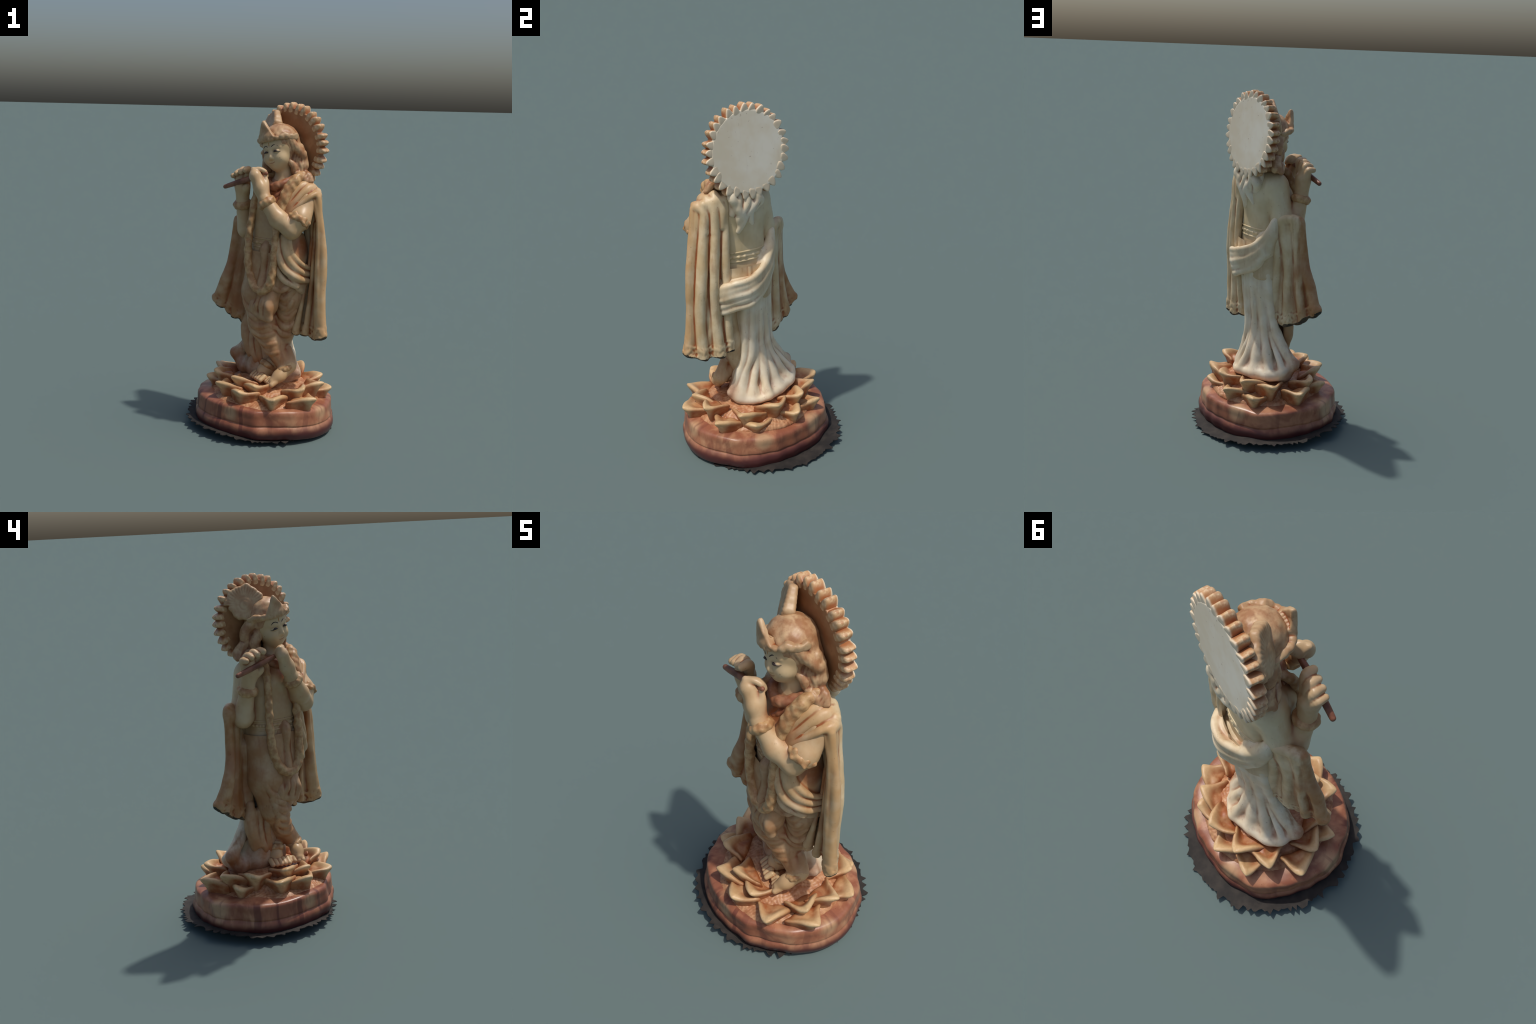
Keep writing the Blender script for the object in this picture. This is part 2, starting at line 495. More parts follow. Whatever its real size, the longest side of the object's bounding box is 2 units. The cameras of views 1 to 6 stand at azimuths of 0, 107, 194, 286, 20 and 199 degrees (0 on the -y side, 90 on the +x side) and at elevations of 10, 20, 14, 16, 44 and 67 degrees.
B.rough(0.0012, 60, 1.0)
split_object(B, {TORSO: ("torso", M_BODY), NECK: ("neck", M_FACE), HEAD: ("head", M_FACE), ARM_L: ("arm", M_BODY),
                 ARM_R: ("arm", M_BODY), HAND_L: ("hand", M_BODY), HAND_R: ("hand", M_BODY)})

# ------------------------------------------------------------------ legs and feet
D = Solid((-0.30, -0.26, 0.27), (0.26, 0.16, 1.12), 0.0036)
D.labels()
LEG_L, LEG_R, FOOT_L, FOOT_R = 1, 2, 3, 4
D.cone((0.07, 0.0, 1.03), (0.084, -0.008, 0.86), 0.10, 0.078, 0.04, LEG_L)
D.cone((0.084, -0.008, 0.86), (0.056, 0.004, 0.66), 0.078, 0.064, 0.03, LEG_L)
D.cone((0.056, 0.004, 0.66), (-0.015, 0.0, 0.42), 0.064, 0.055, 0.03, LEG_L)
D.cone((-0.085, -0.045, 1.03), (-0.103, -0.070, 0.86), 0.118, 0.106, 0.04, LEG_R)
D.cone((-0.103, -0.070, 0.86), (-0.064, -0.084, 0.67), 0.106, 0.086, 0.03, LEG_R)
D.cone((-0.064, -0.084, 0.67), (0.006, -0.054, 0.53), 0.084, 0.062, 0.03, LEG_R)
D.cone((0.006, -0.054, 0.53), (0.066, -0.044, 0.435), 0.062, 0.046, 0.02, LEG_R)
# swag creases of the wrapped cloth: shallow tubes across thigh and shin
def front_of(S, x, z):
    """y of the frontmost surface of a solid at (x, z)"""
    i = int(round((x - S.lo[0]) / S.h)); k = int(round((z - S.lo[2]) / S.h))
    col = S.F[min(max(i, 0), S.n[0] - 1), :, min(max(k, 0), S.n[2] - 1)]
    j = int(np.argmax(col < 0))
    return None if not (col < 0).any() else float(S.lo[1] + S.h * j)


def crease(S, path, r, sink, k, tag):
    pts = []
    for x, z in spline(path, 9):
        y = front_of(S, x, z)
        if y is not None:
            pts.append((x, y + sink, z))
    n = len(pts)
    if n > 3:
        S.tube([p + (r * (0.45 + 0.75 * math.sin(math.pi * (i + 0.5) / n)),) for i, p in enumerate(pts)], k, 24, tag)


def hips(P, side):
    k = ((np.abs(P[..., 0] + 0.02) / 0.172) ** 2.8 + (np.abs(P[..., 1] + 0.012) / 0.146) ** 2.8) ** (1 / 2.8)
    d = smax((k - 1) * 0.12, np.abs(P[..., 2] - 1.02) - 0.13, 0.03)
    return np.maximum(d, -side * P[..., 0])


D.blend(lambda P: hips(P, 1), (-0.01, -0.17, 0.88), (0.17, 0.13, 1.16), 0.02, LEG_L)
D.blend(lambda P: hips(P, -1), (-0.21, -0.17, 0.88), (0.01, 0.13, 1.16), 0.02, LEG_R)
for i in range(6):      # swags sagging across the left thigh
    t = i / 5
    z = 0.93 - 0.29 * t + rng.uniform(-0.008, 0.008)
    crease(D, [(0.025, z + 0.02), (0.065, z - 0.025), (0.105, z - 0.035), (0.145 - 0.01 * t, z + 0.01)], 0.013, 0.005, 0.013, LEG_L)
for i in range(6):      # swags round the crossing knee and shin
    t = i / 5
    z = 0.80 - 0.27 * t + rng.uniform(-0.008, 0.008)
    x = -0.105 + 0.085 * t
    crease(D, [(x - 0.06, z + 0.05), (x - 0.025, z - 0.005), (x + 0.03, z - 0.035), (x + 0.085, z - 0.02)], 0.012, 0.004, 0.013, LEG_R)
# flared cuff over the crossed ankle, bulge of cloth at the calf
D.cone((0.055, -0.042, 0.465), (0.085, -0.038, 0.435), 0.050, 0.046, 0.012, LEG_R)
D.tube([(0.092, -0.015, 0.52, 0.018), (0.110, -0.018, 0.47, 0.024), (0.116, -0.020, 0.42, 0.028)], 0.02, 10, LEG_R)
# crossed foot resting on its toes
D.cone((0.112, -0.035, 0.41), (0.085, -0.10, 0.362), 0.040, 0.036, 0.02, FOOT_R)
D.cone((0.085, -0.10, 0.362), (0.068, -0.138, 0.332), 0.036, 0.026, 0.02, FOOT_R)
for i in range(5):
    a = (0.085 - 0.021 * i, -0.135 + 0.008 * i, 0.334)
    b = (0.078 - 0.022 * i, -0.165 + 0.011 * i, 0.320)
    D.cone(a, b, 0.018 - 0.001 * i, 0.016 - 0.001 * i, 0.004, FOOT_R)
# planted foot with spread toes
D.cone((-0.02, -0.01, 0.41), (-0.055, -0.07, 0.365), 0.048, 0.042, 0.02, FOOT_L)
D.cone((-0.02, 0.01, 0.36), (-0.055, -0.07, 0.345), 0.045, 0.035, 0.02, FOOT_L)
for i in range(5):
    a = (-0.105 + 0.024 * i, -0.085 - 0.010 * i, 0.343)
    b = (-0.112 + 0.024 * i, -0.118 - 0.009 * i, 0.326)
    D.cone(a, b, 0.0155, 0.0145, 0.004, FOOT_L)
D.rough(0.0015, 45, 2.0)
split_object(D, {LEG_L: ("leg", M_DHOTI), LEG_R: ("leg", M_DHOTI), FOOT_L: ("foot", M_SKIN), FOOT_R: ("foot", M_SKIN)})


# ------------------------------------------------------------------ small helpers for beaded bands
def band(name, pts, k, bead_amp, bead_f, mat, h=0.003, seed=0.0, parent=None):
    p = np.asarray(pts)
    r = p[:, 3].max() + 0.03
    S = Solid(p[:, :3].min(0) - r, p[:, :3].max(0) + r, h)
    S.tube(pts, k, 10 * len(pts))
    sl, P = S.grid(S.lo, S.lo + S.h * S.n)
    S.F += bead_amp * (np.sin(P[..., 0] * bead_f + seed) * np.sin(P[..., 1] * bead_f + seed * 2) * np.sin(P[..., 2] * bead_f * 0.9)
                       + 0.5 * wob(P, bead_f * 0.45, seed))
    return solid_object(name, S, mat, parent, smooth=1)


def ring(c, axis, rad, tube_r, n=14, squash=1.0):
    a = np.asarray(axis, float); a /= np.linalg.norm(a)
    u = np.cross(a, [0, 1, 0.2]); u /= np.linalg.norm(u); v = np.cross(a, u)
    return [tuple(np.asarray(c) + rad * (math.cos(t) * u + squash * math.sin(t) * v)) + (tube_r,) for t in np.linspace(0, 2 * math.pi, n)]


# bracelets, armlets, anklets
band("bracelet", ring((0.030, -0.193, 1.420), (-0.072, -0.02, 0.10), 0.030, 0.027), 0.01, 0.0035, 130, M_GARLAND, seed=1)
band("bracelet", ring((-0.222, -0.102, 1.385), (0.0, -0.04, 0.15), 0.034, 0.026), 0.01, 0.003, 130, M_GARLAND, seed=2)
band("armlet", ring((0.184, -0.086, 1.325), (-0.05, -0.09, -0.13), 0.042, 0.031), 0.01, 0.008, 105, M_GARLAND, seed=3)
band("anklet", ring((0.095, -0.055, 0.408), (0.03, 0.03, -0.1), 0.034, 0.019), 0.01, 0.003, 150, M_GARLAND, seed=4)
band("anklet", ring((-0.040, -0.045, 0.392), (-0.3, -0.6, -1), 0.036, 0.020), 0.01, 0.003, 150, M_GARLAND, seed=5)

# long flower garland
GARLAND = [(0.135, 0.005, 1.580, 0.0246), (0.128, -0.055, 1.550, 0.0323), (0.108, -0.115, 1.465, 0.0323), (0.088, -0.140, 1.37, 0.0294),
           (0.078, -0.155, 1.27, 0.0229), (0.076, -0.163, 1.17, 0.0229), (0.074, -0.170, 1.05, 0.0246), (0.060, -0.178, 0.955, 0.0264),
           (0.026, -0.184, 0.905, 0.0264), (-0.018, -0.184, 0.895, 0.0264), (-0.066, -0.180, 0.92, 0.0255), (-0.104, -0.172, 0.99, 0.0246),
           (-0.122, -0.168, 1.10, 0.0238), (-0.122, -0.160, 1.21, 0.0220), (-0.112, -0.146, 1.34, 0.0211), (-0.102, -0.124, 1.46, 0.0211),
           (-0.088, -0.085, 1.535, 0.0211), (-0.05, 0.0, 1.575, 0.0176)]
band("garland", GARLAND, 0.01, 0.0045, 95, M_GARLAND, seed=6)
# necklace folds at the throat
S = Solid((-0.16, -0.17, 1.36), (0.19, 0.06, 1.62), 0.003)
S.tube([(0.11, -0.01, 1.565, 0.022), (0.06, -0.092, 1.525, 0.026), (0.0, -0.106, 1.507, 0.026), (-0.06, -0.078, 1.53, 0.026), (-0.08, 0.0, 1.56, 0.02)], 0.01, 24)
S.tube([(0.085, -0.09, 1.50, 0.014), (0.04, -0.112, 1.455, 0.017), (-0.005, -0.118, 1.43, 0.017), (-0.05, -0.105, 1.45, 0.016), (-0.085, -0.07, 1.49, 0.014)], 0.012, 24)
S.rough(0.003, 110, 3.0)
M_NECK = resin("resin_necklace", srgb(176, 126, 92), srgb(146, 90, 62), crease_amt=0.8, stain=0.4, grain=24)
solid_object("necklace", S, M_NECK)

# waist belt
S = Solid((-0.20, -0.18, 1.10), (0.20, 0.16, 1.26), 0.003)
def belt_point(t, grow=0.0):
    c, n = math.cos(t), math.sin(t)
    return (-0.018 + (0.147 + grow) * math.copysign(abs(c) ** 0.714, c), -0.018 + (0.1245 + grow) * math.copysign(abs(n) ** 0.714, n))


for dz, r in ((0.026, 0.005), (-0.026, 0.005)):
    S.tube([belt_point(t) + (1.172 + dz, r) for t in np.linspace(0, 2 * math.pi, 40)], 0.004, 90)
S.tube([belt_point(t, -0.006) + (1.172, 0.009) for t in np.linspace(0, 2 * math.pi, 40)], 0.02, 90)
for t in np.linspace(0, 2 * math.pi, 31)[:-1]:
    S.ball(belt_point(t) + (1.172,), 0.0085, 0.006)
solid_object("belt", S, M_BODY, smooth=1)

# pleated tassel hanging inside the garland, and the loincloth knot beneath it
S = Solid((-0.13, -0.24, 0.66), (0.12, -0.02, 1.24), 0.0034)
S.tube([(-0.005, -0.10 - 0.018, 1.185, 0.020), (-0.005, -0.13 - 0.018, 1.14, 0.032), (-0.006, -0.135 - 0.018, 1.07, 0.022), (-0.008, -0.138 - 0.018, 1.03, 0.016)], 0.015, 18)
S.tube([(-0.008, -0.13 - 0.018, 1.05, 0.018), (-0.010, -0.14 - 0.018, 0.98, 0.024), (-0.014, -0.15 - 0.018, 0.92, 0.030), (-0.016, -0.15 - 0.018, 0.89, 0.032)], 0.015, 18)
for x in (-0.07, -0.045, 0.03, 0.055):
    S.tube([(x * 0.6, -0.11 - 0.018, 1.16, 0.012), (x, -0.125 - 0.018, 1.05, 0.015), (x * 1.0, -0.138 - 0.018, 0.92, 0.018)], 0.015, 14)
S.ball((-0.012, -0.10, 0.92), (0.10, 0.06, 0.14), 0.03)
S.ball((-0.004, -0.130, 0.805), (0.080, 0.056, 0.085), 0.03)
S.tube([(-0.062, -0.13, 0.86, 0.022), (-0.074, -0.164, 0.79, 0.026), (-0.055, -0.158, 0.745, 0.022)], 0.022, 12)
S.tube([(0.040, -0.14, 0.87, 0.024), (0.046, -0.174, 0.79, 0.026), (0.036, -0.156, 0.725, 0.022)], 0.022, 12)
S.tube([(-0.055, -0.155, 0.755, 0.020), (-0.015, -0.160, 0.732, 0.024), (0.035, -0.156, 0.725, 0.022)], 0.022, 12)
S.tube([(-0.02, -0.15, 0.87, 0.016), (-0.032, -0.184, 0.81, 0.015), (-0.050, -0.166, 0.765, 0.016)], 0.014, 12)
S.tube([(0.012, -0.15, 0.87, 0.014), (0.004, -0.186, 0.80, 0.014), (-0.004, -0.168, 0.745, 0.016)], 0.014, 12)
S.rough(0.002, 60, 4.0)
solid_object("loincloth_knot", S, M_DHOTI)

# ------------------------------------------------------------------ hip sash that swings from right elbow round the left hip
S = Solid((-0.27, -0.24, 0.84), (0.30, 0.20, 1.36), 0.0036)
SASH = [(-0.200, 0.060, 1.27), (-0.165, 0.100, 1.18), (-0.09, 0.142, 1.105), (0.02, 0.176, 1.062), (0.11, 0.152, 1.045), (0.170, 0.088, 1.015),
        (0.190, 0.01, 1.01), (0.172, -0.065, 1.06), (0.140, -0.115, 1.15), (0.12, -0.12, 1.24)]
for drop, out, r in ((0.0, 0.0, 0.015), (0.028, -0.010, 0.026), (0.064, 0.002, 0.020), (0.098, -0.010, 0.026), (0.136, -0.004, 0.019)):
    pts = []
    for i, (x, y, z) in enumerate(SASH):
        w = 0.75 + 0.35 * math.sin(math.pi * i / (len(SASH) - 1)) if i < 6 else 0.95
        n = np.array([x, y]) / (math.hypot(x, y) + 1e-6)
        tuck = out - (0.16 * drop if x > 0.08 and y > 0 else 0.0)      # the swag tucks in under the left hip
        pts.append((x + n[0] * tuck, y + n[1] * tuck, z - drop * w, r))
    S.tube(pts, 0.018, 60)
S.ball((0.01, 0.06, 0.995), (0.165, 0.108, 0.095), 0.03)
S.ball((-0.11, 0.05, 1.10), (0.08, 0.07, 0.11), 0.03)
S.ball((0.11, -0.005, 1.10), (0.070, 0.080, 0.16), 0.03)
for fold in ([(0.078, -0.150, 1.23, 0.014), (0.098, -0.156, 1.12, 0.020), (0.135, -0.136, 1.03, 0.022), (0.188, -0.07, 0.975, 0.019), (0.206, 0.0, 0.955, 0.015)],
             [(0.108, -0.135, 1.23, 0.012), (0.130, -0.134, 1.13, 0.017), (0.162, -0.104, 1.06, 0.018), (0.197, -0.045, 1.01, 0.016), (0.205, 0.02, 0.99, 0.013)],
             [(0.138, -0.110, 1.23, 0.010), (0.155, -0.106, 1.14, 0.014), (0.182, -0.072, 1.08, 0.015), (0.203, -0.025, 1.045, 0.013), (0.208, 0.02, 1.03, 0.012)],
             [(0.060, -0.135, 1.12, 0.012), (0.085, -0.148, 1.03, 0.016), (0.125, -0.130, 0.965, 0.018), (0.175, -0.07, 0.925, 0.016)]):
    S.tube(fold, 0.010, 30)
S.rough(0.0018, 50, 5.0)
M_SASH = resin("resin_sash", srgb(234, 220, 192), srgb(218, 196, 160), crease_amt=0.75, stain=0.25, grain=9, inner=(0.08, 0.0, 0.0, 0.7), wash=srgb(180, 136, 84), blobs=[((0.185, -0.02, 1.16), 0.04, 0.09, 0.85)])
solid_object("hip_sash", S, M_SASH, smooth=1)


# ------------------------------------------------------------------ hanging shawl panels built from pleats
def pleats(S, top, mid, low, radii, k, swing=0.0):
    """pleat tubes between three guide curves (top, middle, hem)"""
    n = len(radii)
    T, Mi, L = spline(top, n), spline(mid, n), spline(low, n)
    for i, (rt, rm, rl) in enumerate(radii):
        j = rng.uniform(-0.006, 0.006, 3)
        g = rng.uniform(0.88, 1.14); rm *= g; rl *= g * rng.uniform(0.95, 1.1)
        sw = np.array([0, swing * (1 if i % 2 == 0 else -1), 0])
        Mi[i] += sw; L[i] += sw * 0.8
        m2 = Mi[i] * 0.5 + L[i] * 0.5 + (Mi[i] - (T[i] + L[i]) / 2) * 0.15
        S.tube([tuple(T[i]) + (rt,), tuple(Mi[i] + j) + (rm,), tuple(m2 - j) + ((rm + rl) / 2 * 0.92,),
                tuple(L[i] + (Mi[i] - L[i]) * 0.12) + (rl * 0.95,), tuple(L[i] + [0, 0, 0.01]) + (rl,)], k, 30)


def hem_border(S, f, depth=0.085):
    """lumpy embroidered border along the hem"""
    sl, P = S.grid(S.lo, S.lo + S.h * S.n)
    hgt = P[..., 2] - f(P[..., 0], P[..., 1])
    w = np.clip((depth - hgt) / 0.015, 0, 1)
    S.F += (w * (0.0030 * wob(P, 95, 3.3) + 0.0018 * wob(P, 170, 5.1) - 0.0025)).astype(np.float32)


def hem_cut(S, f):
    """slice everything below the hem surface f(x, y) = z"""
    sl, P = S.grid(S.lo, S.lo + S.h * S.n)
    S.F = smax(S.F, (f(P[..., 0], P[..., 1]) - P[..., 2]).astype(np.float32) * 0.8, 0.012)


# panel over the right forearm
S = Solid((-0.55, -0.18, 0.56), (-0.08, 0.14, 1.36), 0.0038)
pleats(S, [(-0.185, 0.040, 1.25), (-0.23, 0.028, 1.275), (-0.285, -0.002, 1.29), (-0.322, -0.036, 1.282)],
       [(-0.190, 0.022, 1.02), (-0.25, -0.010, 1.02), (-0.305, -0.042, 1.02), (-0.335, -0.078, 1.02)],
       [(-0.165, 0.022, 0.60), (-0.26, -0.026, 0.60), (-0.372, -0.056, 0.67), (-0.436, -0.086, 0.755)],
       [(0.020, 0.024, 0.030), (0.020, 0.018, 0.024), (0.024, 0.026, 0.032), (0.020, 0.018, 0.024), (0.024, 0.026, 0.032), (0.020, 0.018, 0.026), (0.022, 0.024, 0.034)], 0.016, swing=0.010)
S.tube([(-0.19, 0.040, 1.245, 0.020), (-0.235, 0.026, 1.278, 0.022), (-0.285, -0.004, 1.282, 0.022), (-0.318, -0.036, 1.262, 0.020)], 0.02, 24)
S.cone((-0.225, -0.03, 1.235), (-0.298, -0.034, 1.245), 0.040, 0.028, 0.03)
S.cone((-0.195, -0.01, 1.05), (-0.195, -0.012, 0.66), 0.030, 0.034, 0.03)
S.tube([(-0.25, -0.008, 1.2, 0.022), (-0.268, -0.018, 0.95, 0.024), (-0.28, -0.028, 0.68, 0.03)], 0.03)
S.rough(0.0045, 32, 6.0, 0.22)
S.rough(0.0014, 80, 16.0, 0.5)
HEM_R = lambda x, y: 0.625 + np.clip(-0.28 - x, 0, 1) * 0.62 + 0.008 * np.sin(x * 60)
hem_border(S, HEM_R)
hem_cut(S, HEM_R)
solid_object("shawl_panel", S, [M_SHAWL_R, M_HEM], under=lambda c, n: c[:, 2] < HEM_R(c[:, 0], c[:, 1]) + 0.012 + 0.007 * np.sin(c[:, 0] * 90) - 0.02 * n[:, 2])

# shawl over the left shoulder with its long hanging end
S = Solid((0.02, -0.17, 0.54), (0.43, 0.16, 1.64), 0.0038)
pleats(S, [(0.11, 0.080, 1.50), (0.162, 0.072, 1.50), (0.218, 0.050, 1.485), (0.256, 0.000, 1.458)],
       [(0.130, 0.084, 1.10), (0.192, 0.068, 1.10), (0.260, 0.038, 1.10), (0.296, -0.004, 1.10)],
       [(0.100, 0.050, 0.585), (0.17, 0.058, 0.575), (0.260, 0.028, 0.585), (0.322, -0.018, 0.625)],
       [(0.024, 0.024, 0.030), (0.020, 0.017, 0.022), (0.024, 0.026, 0.034), (0.020, 0.017, 0.022), (0.026, 0.027, 0.034), (0.020, 0.018, 0.024), (0.022, 0.024, 0.032)], 0.015, swing=0.011)
S.tube([(0.205, 0.03, 1.4, 0.018), (0.215, 0.03, 1.1, 0.018), (0.22, 0.025, 0.68, 0.024)], 0.03)
S.tube([(0.238, -0.015, 1.45, 0.016), (0.270, -0.012, 1.30, 0.014), (0.282, -0.012, 1.0, 0.016), (0.306, -0.020, 0.64, 0.022)], 0.010)
S.tube([(0.240, 0.012, 1.30, 0.010), (0.232, 0.004, 1.0, 0.013), (0.205, -0.006, 0.64, 0.020)], 0.010)
S.tube([(0.215, 0.015, 1.20, 0.010), (0.185, 0.005, 0.92, 0.013), (0.135, -0.010, 0.63, 0.022)], 0.010)
# folds over the shoulder to the chest
S.tube([(0.135, 0.088, 1.36, 0.020), (0.138, 0.088, 1.46, 0.024), (0.160, 0.04, 1.528, 0.026), (0.150, -0.045, 1.508, 0.022), (0.115, -0.108, 1.42, 0.019), (0.10, -0.125, 1.36, 0.014)], 0.010)
S.tube([(0.180, 0.080, 1.34, 0.020), (0.180, 0.076, 1.45, 0.024), (0.195, 0.03, 1.512, 0.024), (0.185, -0.045, 1.483, 0.019), (0.140, -0.108, 1.40, 0.016), (0.112, -0.128, 1.35, 0.012)], 0.010)
S.tube([(0.225, 0.060, 1.34, 0.020), (0.226, 0.056, 1.44, 0.023), (0.246, 0.008, 1.474, 0.022), (0.228, -0.045, 1.458, 0.018), (0.165, -0.105, 1.385, 0.013), (0.120, -0.130, 1.34, 0.010)], 0.010)
S.ball((0.165, 0.02, 1.475), (0.07, 0.06, 0.045), 0.03)
S.rough(0.0045, 32, 7.0, 0.22)
S.rough(0.0014, 80, 17.0, 0.5)
HEM_L = lambda x, y: 0.600 + np.clip(x - 0.29, 0, 1) * 0.5 + np.clip(0.18 - x, 0, 1) * 0.15 + 0.006 * np.sin(x * 70)
hem_border(S, HEM_L)
hem_cut(S, HEM_L)
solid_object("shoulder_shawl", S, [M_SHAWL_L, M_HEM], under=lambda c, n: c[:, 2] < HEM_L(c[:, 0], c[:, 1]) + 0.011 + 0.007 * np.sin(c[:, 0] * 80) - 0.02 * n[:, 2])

# ------------------------------------------------------------------ trailing robe at the back, flaring onto the lotus
S = Solid((-0.42, -0.12, 0.26), (0.20, 0.27, 0.98), 0.004)
TOP = [(-0.15, 0.065, 0.93), (-0.10, 0.092, 0.93), (-0.045, 0.112, 0.93), (0.018, 0.108, 0.93)]
MID = [(-0.185, 0.038, 0.62), (-0.135, 0.072, 0.60), (-0.06, 0.094, 0.60), (0.016, 0.086, 0.60)]
LOW = [(-0.335, -0.015, 0.405), (-0.315, 0.085, 0.360), (-0.19, 0.150, 0.335), (-0.05, 0.195, 0.325), (0.055, 0.115, 0.312), (0.100, 0.06, 0.345)]
pleats(S, TOP, MID, LOW, [(0.03, 0.026, 0.024), (0.03, 0.020, 0.018), (0.028, 0.026, 0.024), (0.03, 0.018, 0.018), (0.03, 0.026, 0.024),
                          (0.03, 0.020, 0.020), (0.03, 0.028, 0.024), (0.03, 0.024, 0.022)], 0.010)
S.tube([p + (0.019,) for p in LOW], 0.02, 60)
S.cone((-0.335, -0.012, 0.405), (-0.27, 0.0, 0.33), 0.028, 0.045, 0.03)
S.cone((-0.20, 0.02, 0.56), (-0.32, -0.005, 0.40), 0.03, 0.026, 0.03)
S.cone((-0.02, 0.015, 0.90), (-0.05, 0.015, 0.60), 0.09, 0.075, 0.03)
S.cone((-0.06, 0.02, 0.60), (-0.13, 0.04, 0.36), 0.08, 0.12, 0.03)
S.cone((-0.02, 0.03, 0.50), (0.0, 0.05, 0.34), 0.06, 0.09, 0.03)
S.ball((-0.12, 0.065, 0.335), (0.205, 0.115, 0.05), 0.04)
S.cone((-0.16, 0.05, 0.37), (-0.28, 0.03, 0.36), 0.05, 0.04, 0.04)
S.rough(0.0025, 42, 8.0)
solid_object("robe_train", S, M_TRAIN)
# loose tail of the robe beside the legs
S = Solid((-0.31, -0.16, 0.34), (-0.05, 0.08, 0.74), 0.0036)
S.tube([(-0.20, -0.035, 0.70, 0.03), (-0.222, -0.050, 0.60, 0.032), (-0.205, -0.050, 0.50, 0.028), (-0.188, -0.042, 0.435, 0.022)], 0.02)
S.tube([(-0.19, -0.05, 0.66, 0.024), (-0.195, -0.06, 0.54, 0.024), (-0.17, -0.055, 0.45, 0.022)], 0.014)
S.tube([(-0.15, -0.05, 0.66, 0.024), (-0.155, -0.06, 0.52, 0.024), (-0.125, -0.055, 0.41, 0.024)], 0.014)
S.tube([(-0.10, -0.06, 0.64, 0.028), (-0.105, -0.06, 0.50, 0.026), (-0.08, -0.05, 0.40, 0.024)], 0.014)
S.rough(0.003, 55, 9.0)
solid_object("robe_tail", S, M_DHOTI)

# ------------------------------------------------------------------ hair
S = Solid((-0.26, -0.12, 1.48), (0.26, 0.16, 1.93), 0.0034)
S.ball(hd(0, 0.012, 0.045), (0.112, 0.116, 0.112), 0.02, None, HR)
S.blend(lambda P: ellipsoid(P, hd(-0.003, -0.06, -0.035), (0.078, 0.10, 0.135), HR), (-0.12, -0.2, 1.5), (0.12, 0.06, 1.88), 0.015, cut=True)
for sx in (-1, 1):
    ox = 0.0 if sx > 0 else 0.02
    S.tube([(sx * 0.080, -0.06, 1.790, 0.020), (sx * 0.098, -0.03, 1.752, 0.024), (sx * 0.112, 0.005, 1.715, 0.028), (sx * 0.118, 0.02, 1.69, 0.026), (sx * 0.095, 0.01, 1.665, 0.020)], 0.016, 26)
    S.tube([(sx * 0.100, 0.02, 1.74, 0.024), (sx * 0.085, 0.0, 1.67, 0.022), (sx * 0.118, 0.018, 1.632, 0.024), (sx * 0.10, 0.01, 1.60, 0.018), (sx * 0.13, 0.02, 1.565, 0.020)], 0.018, 26)
    S.tube([(sx * 0.070, -0.045, 1.71, 0.016), (sx * 0.070, -0.040, 1.665, 0.017), (sx * 0.098, -0.03, 1.632, 0.020), (sx * 0.10, -0.02, 1.595, 0.017),
            (sx * 0.142, -0.012, 1.572, 0.020), (sx * 0.165, 0.0, 1.545, 0.016)], 0.014, 30)
    S.tube([(sx * 0.11, 0.04, 1.70, 0.024), (sx * 0.128, 0.045, 1.64, 0.022), (sx * 0.128, 0.035, 1.60, 0.020), (sx * 0.165, 0.03, 1.572, 0.022), (sx * 0.186, 0.025, 1.545, 0.016)], 0.018, 30)
    S.cone((sx * 0.06, 0.03, 1.72), (sx * 0.085, 0.03, 1.58), 0.05, 0.05, 0.02)
S.tube([(-0.105, -0.01, 1.735, 0.028), (-0.132, 0.015, 1.68, 0.034), (-0.128, 0.015, 1.635, 0.028), (-0.150, 0.035, 1.60, 0.032), (-0.172, 0.055, 1.565, 0.026)], 0.015, 30)
S.tube([(-0.085, -0.035, 1.68, 0.022), (-0.105, -0.03, 1.635, 0.026), (-0.10, -0.03, 1.595, 0.024), (-0.115, -0.03, 1.56, 0.02)], 0.012, 24)
S.rough(0.0022, 85, 10.0)
sl, P = S.grid(S.lo, S.lo + S.h * S.n)
S.F += 0.0006 * np.sin(P[..., 0] * 330 + 3 * np.sin(P[..., 2] * 50) + P[..., 1] * 160) * np.clip((1.84 - P[..., 2]) / 0.05, 0.3, 1)
solid_object("hair", S, M_HAIR, smooth=1)
S = Solid((-0.14, 0.02, 1.28), (0.15, 0.19, 1.63), 0.0032)
for x0, x1, x2, x3, z0, z1 in ((0.080, 0.095, 0.060, 0.080, 1.56, 1.42), (0.03, 0.005, 0.045, 0.030, 1.56, 1.335), (0.035, 0.065, 0.025, 0.045, 1.54, 1.32),
                               (-0.03, -0.055, -0.015, -0.04, 1.56, 1.35), (-0.075, -0.055, -0.085, -0.06, 1.56, 1.43), (0.0, -0.02, 0.01, 0.0, 1.5, 1.37)):
    zz = np.linspace(z0, z1, 4)
    S.tube([(x0, 0.105, zz[0], 0.026), (x1, 0.132, zz[1], 0.025), (x2, 0.124, zz[2], 0.024), (x3, 0.100, zz[3], 0.017)], 0.008, 24)
S.ball((0.0, 0.085, 1.48), (0.10, 0.05, 0.12), 0.02)
solid_object("hair", S, M_TRAIN)

# ------------------------------------------------------------------ crown band with a front peak
S = Solid((-0.16, -0.20, 1.73), (0.14, 0.09, 1.93), 0.003)


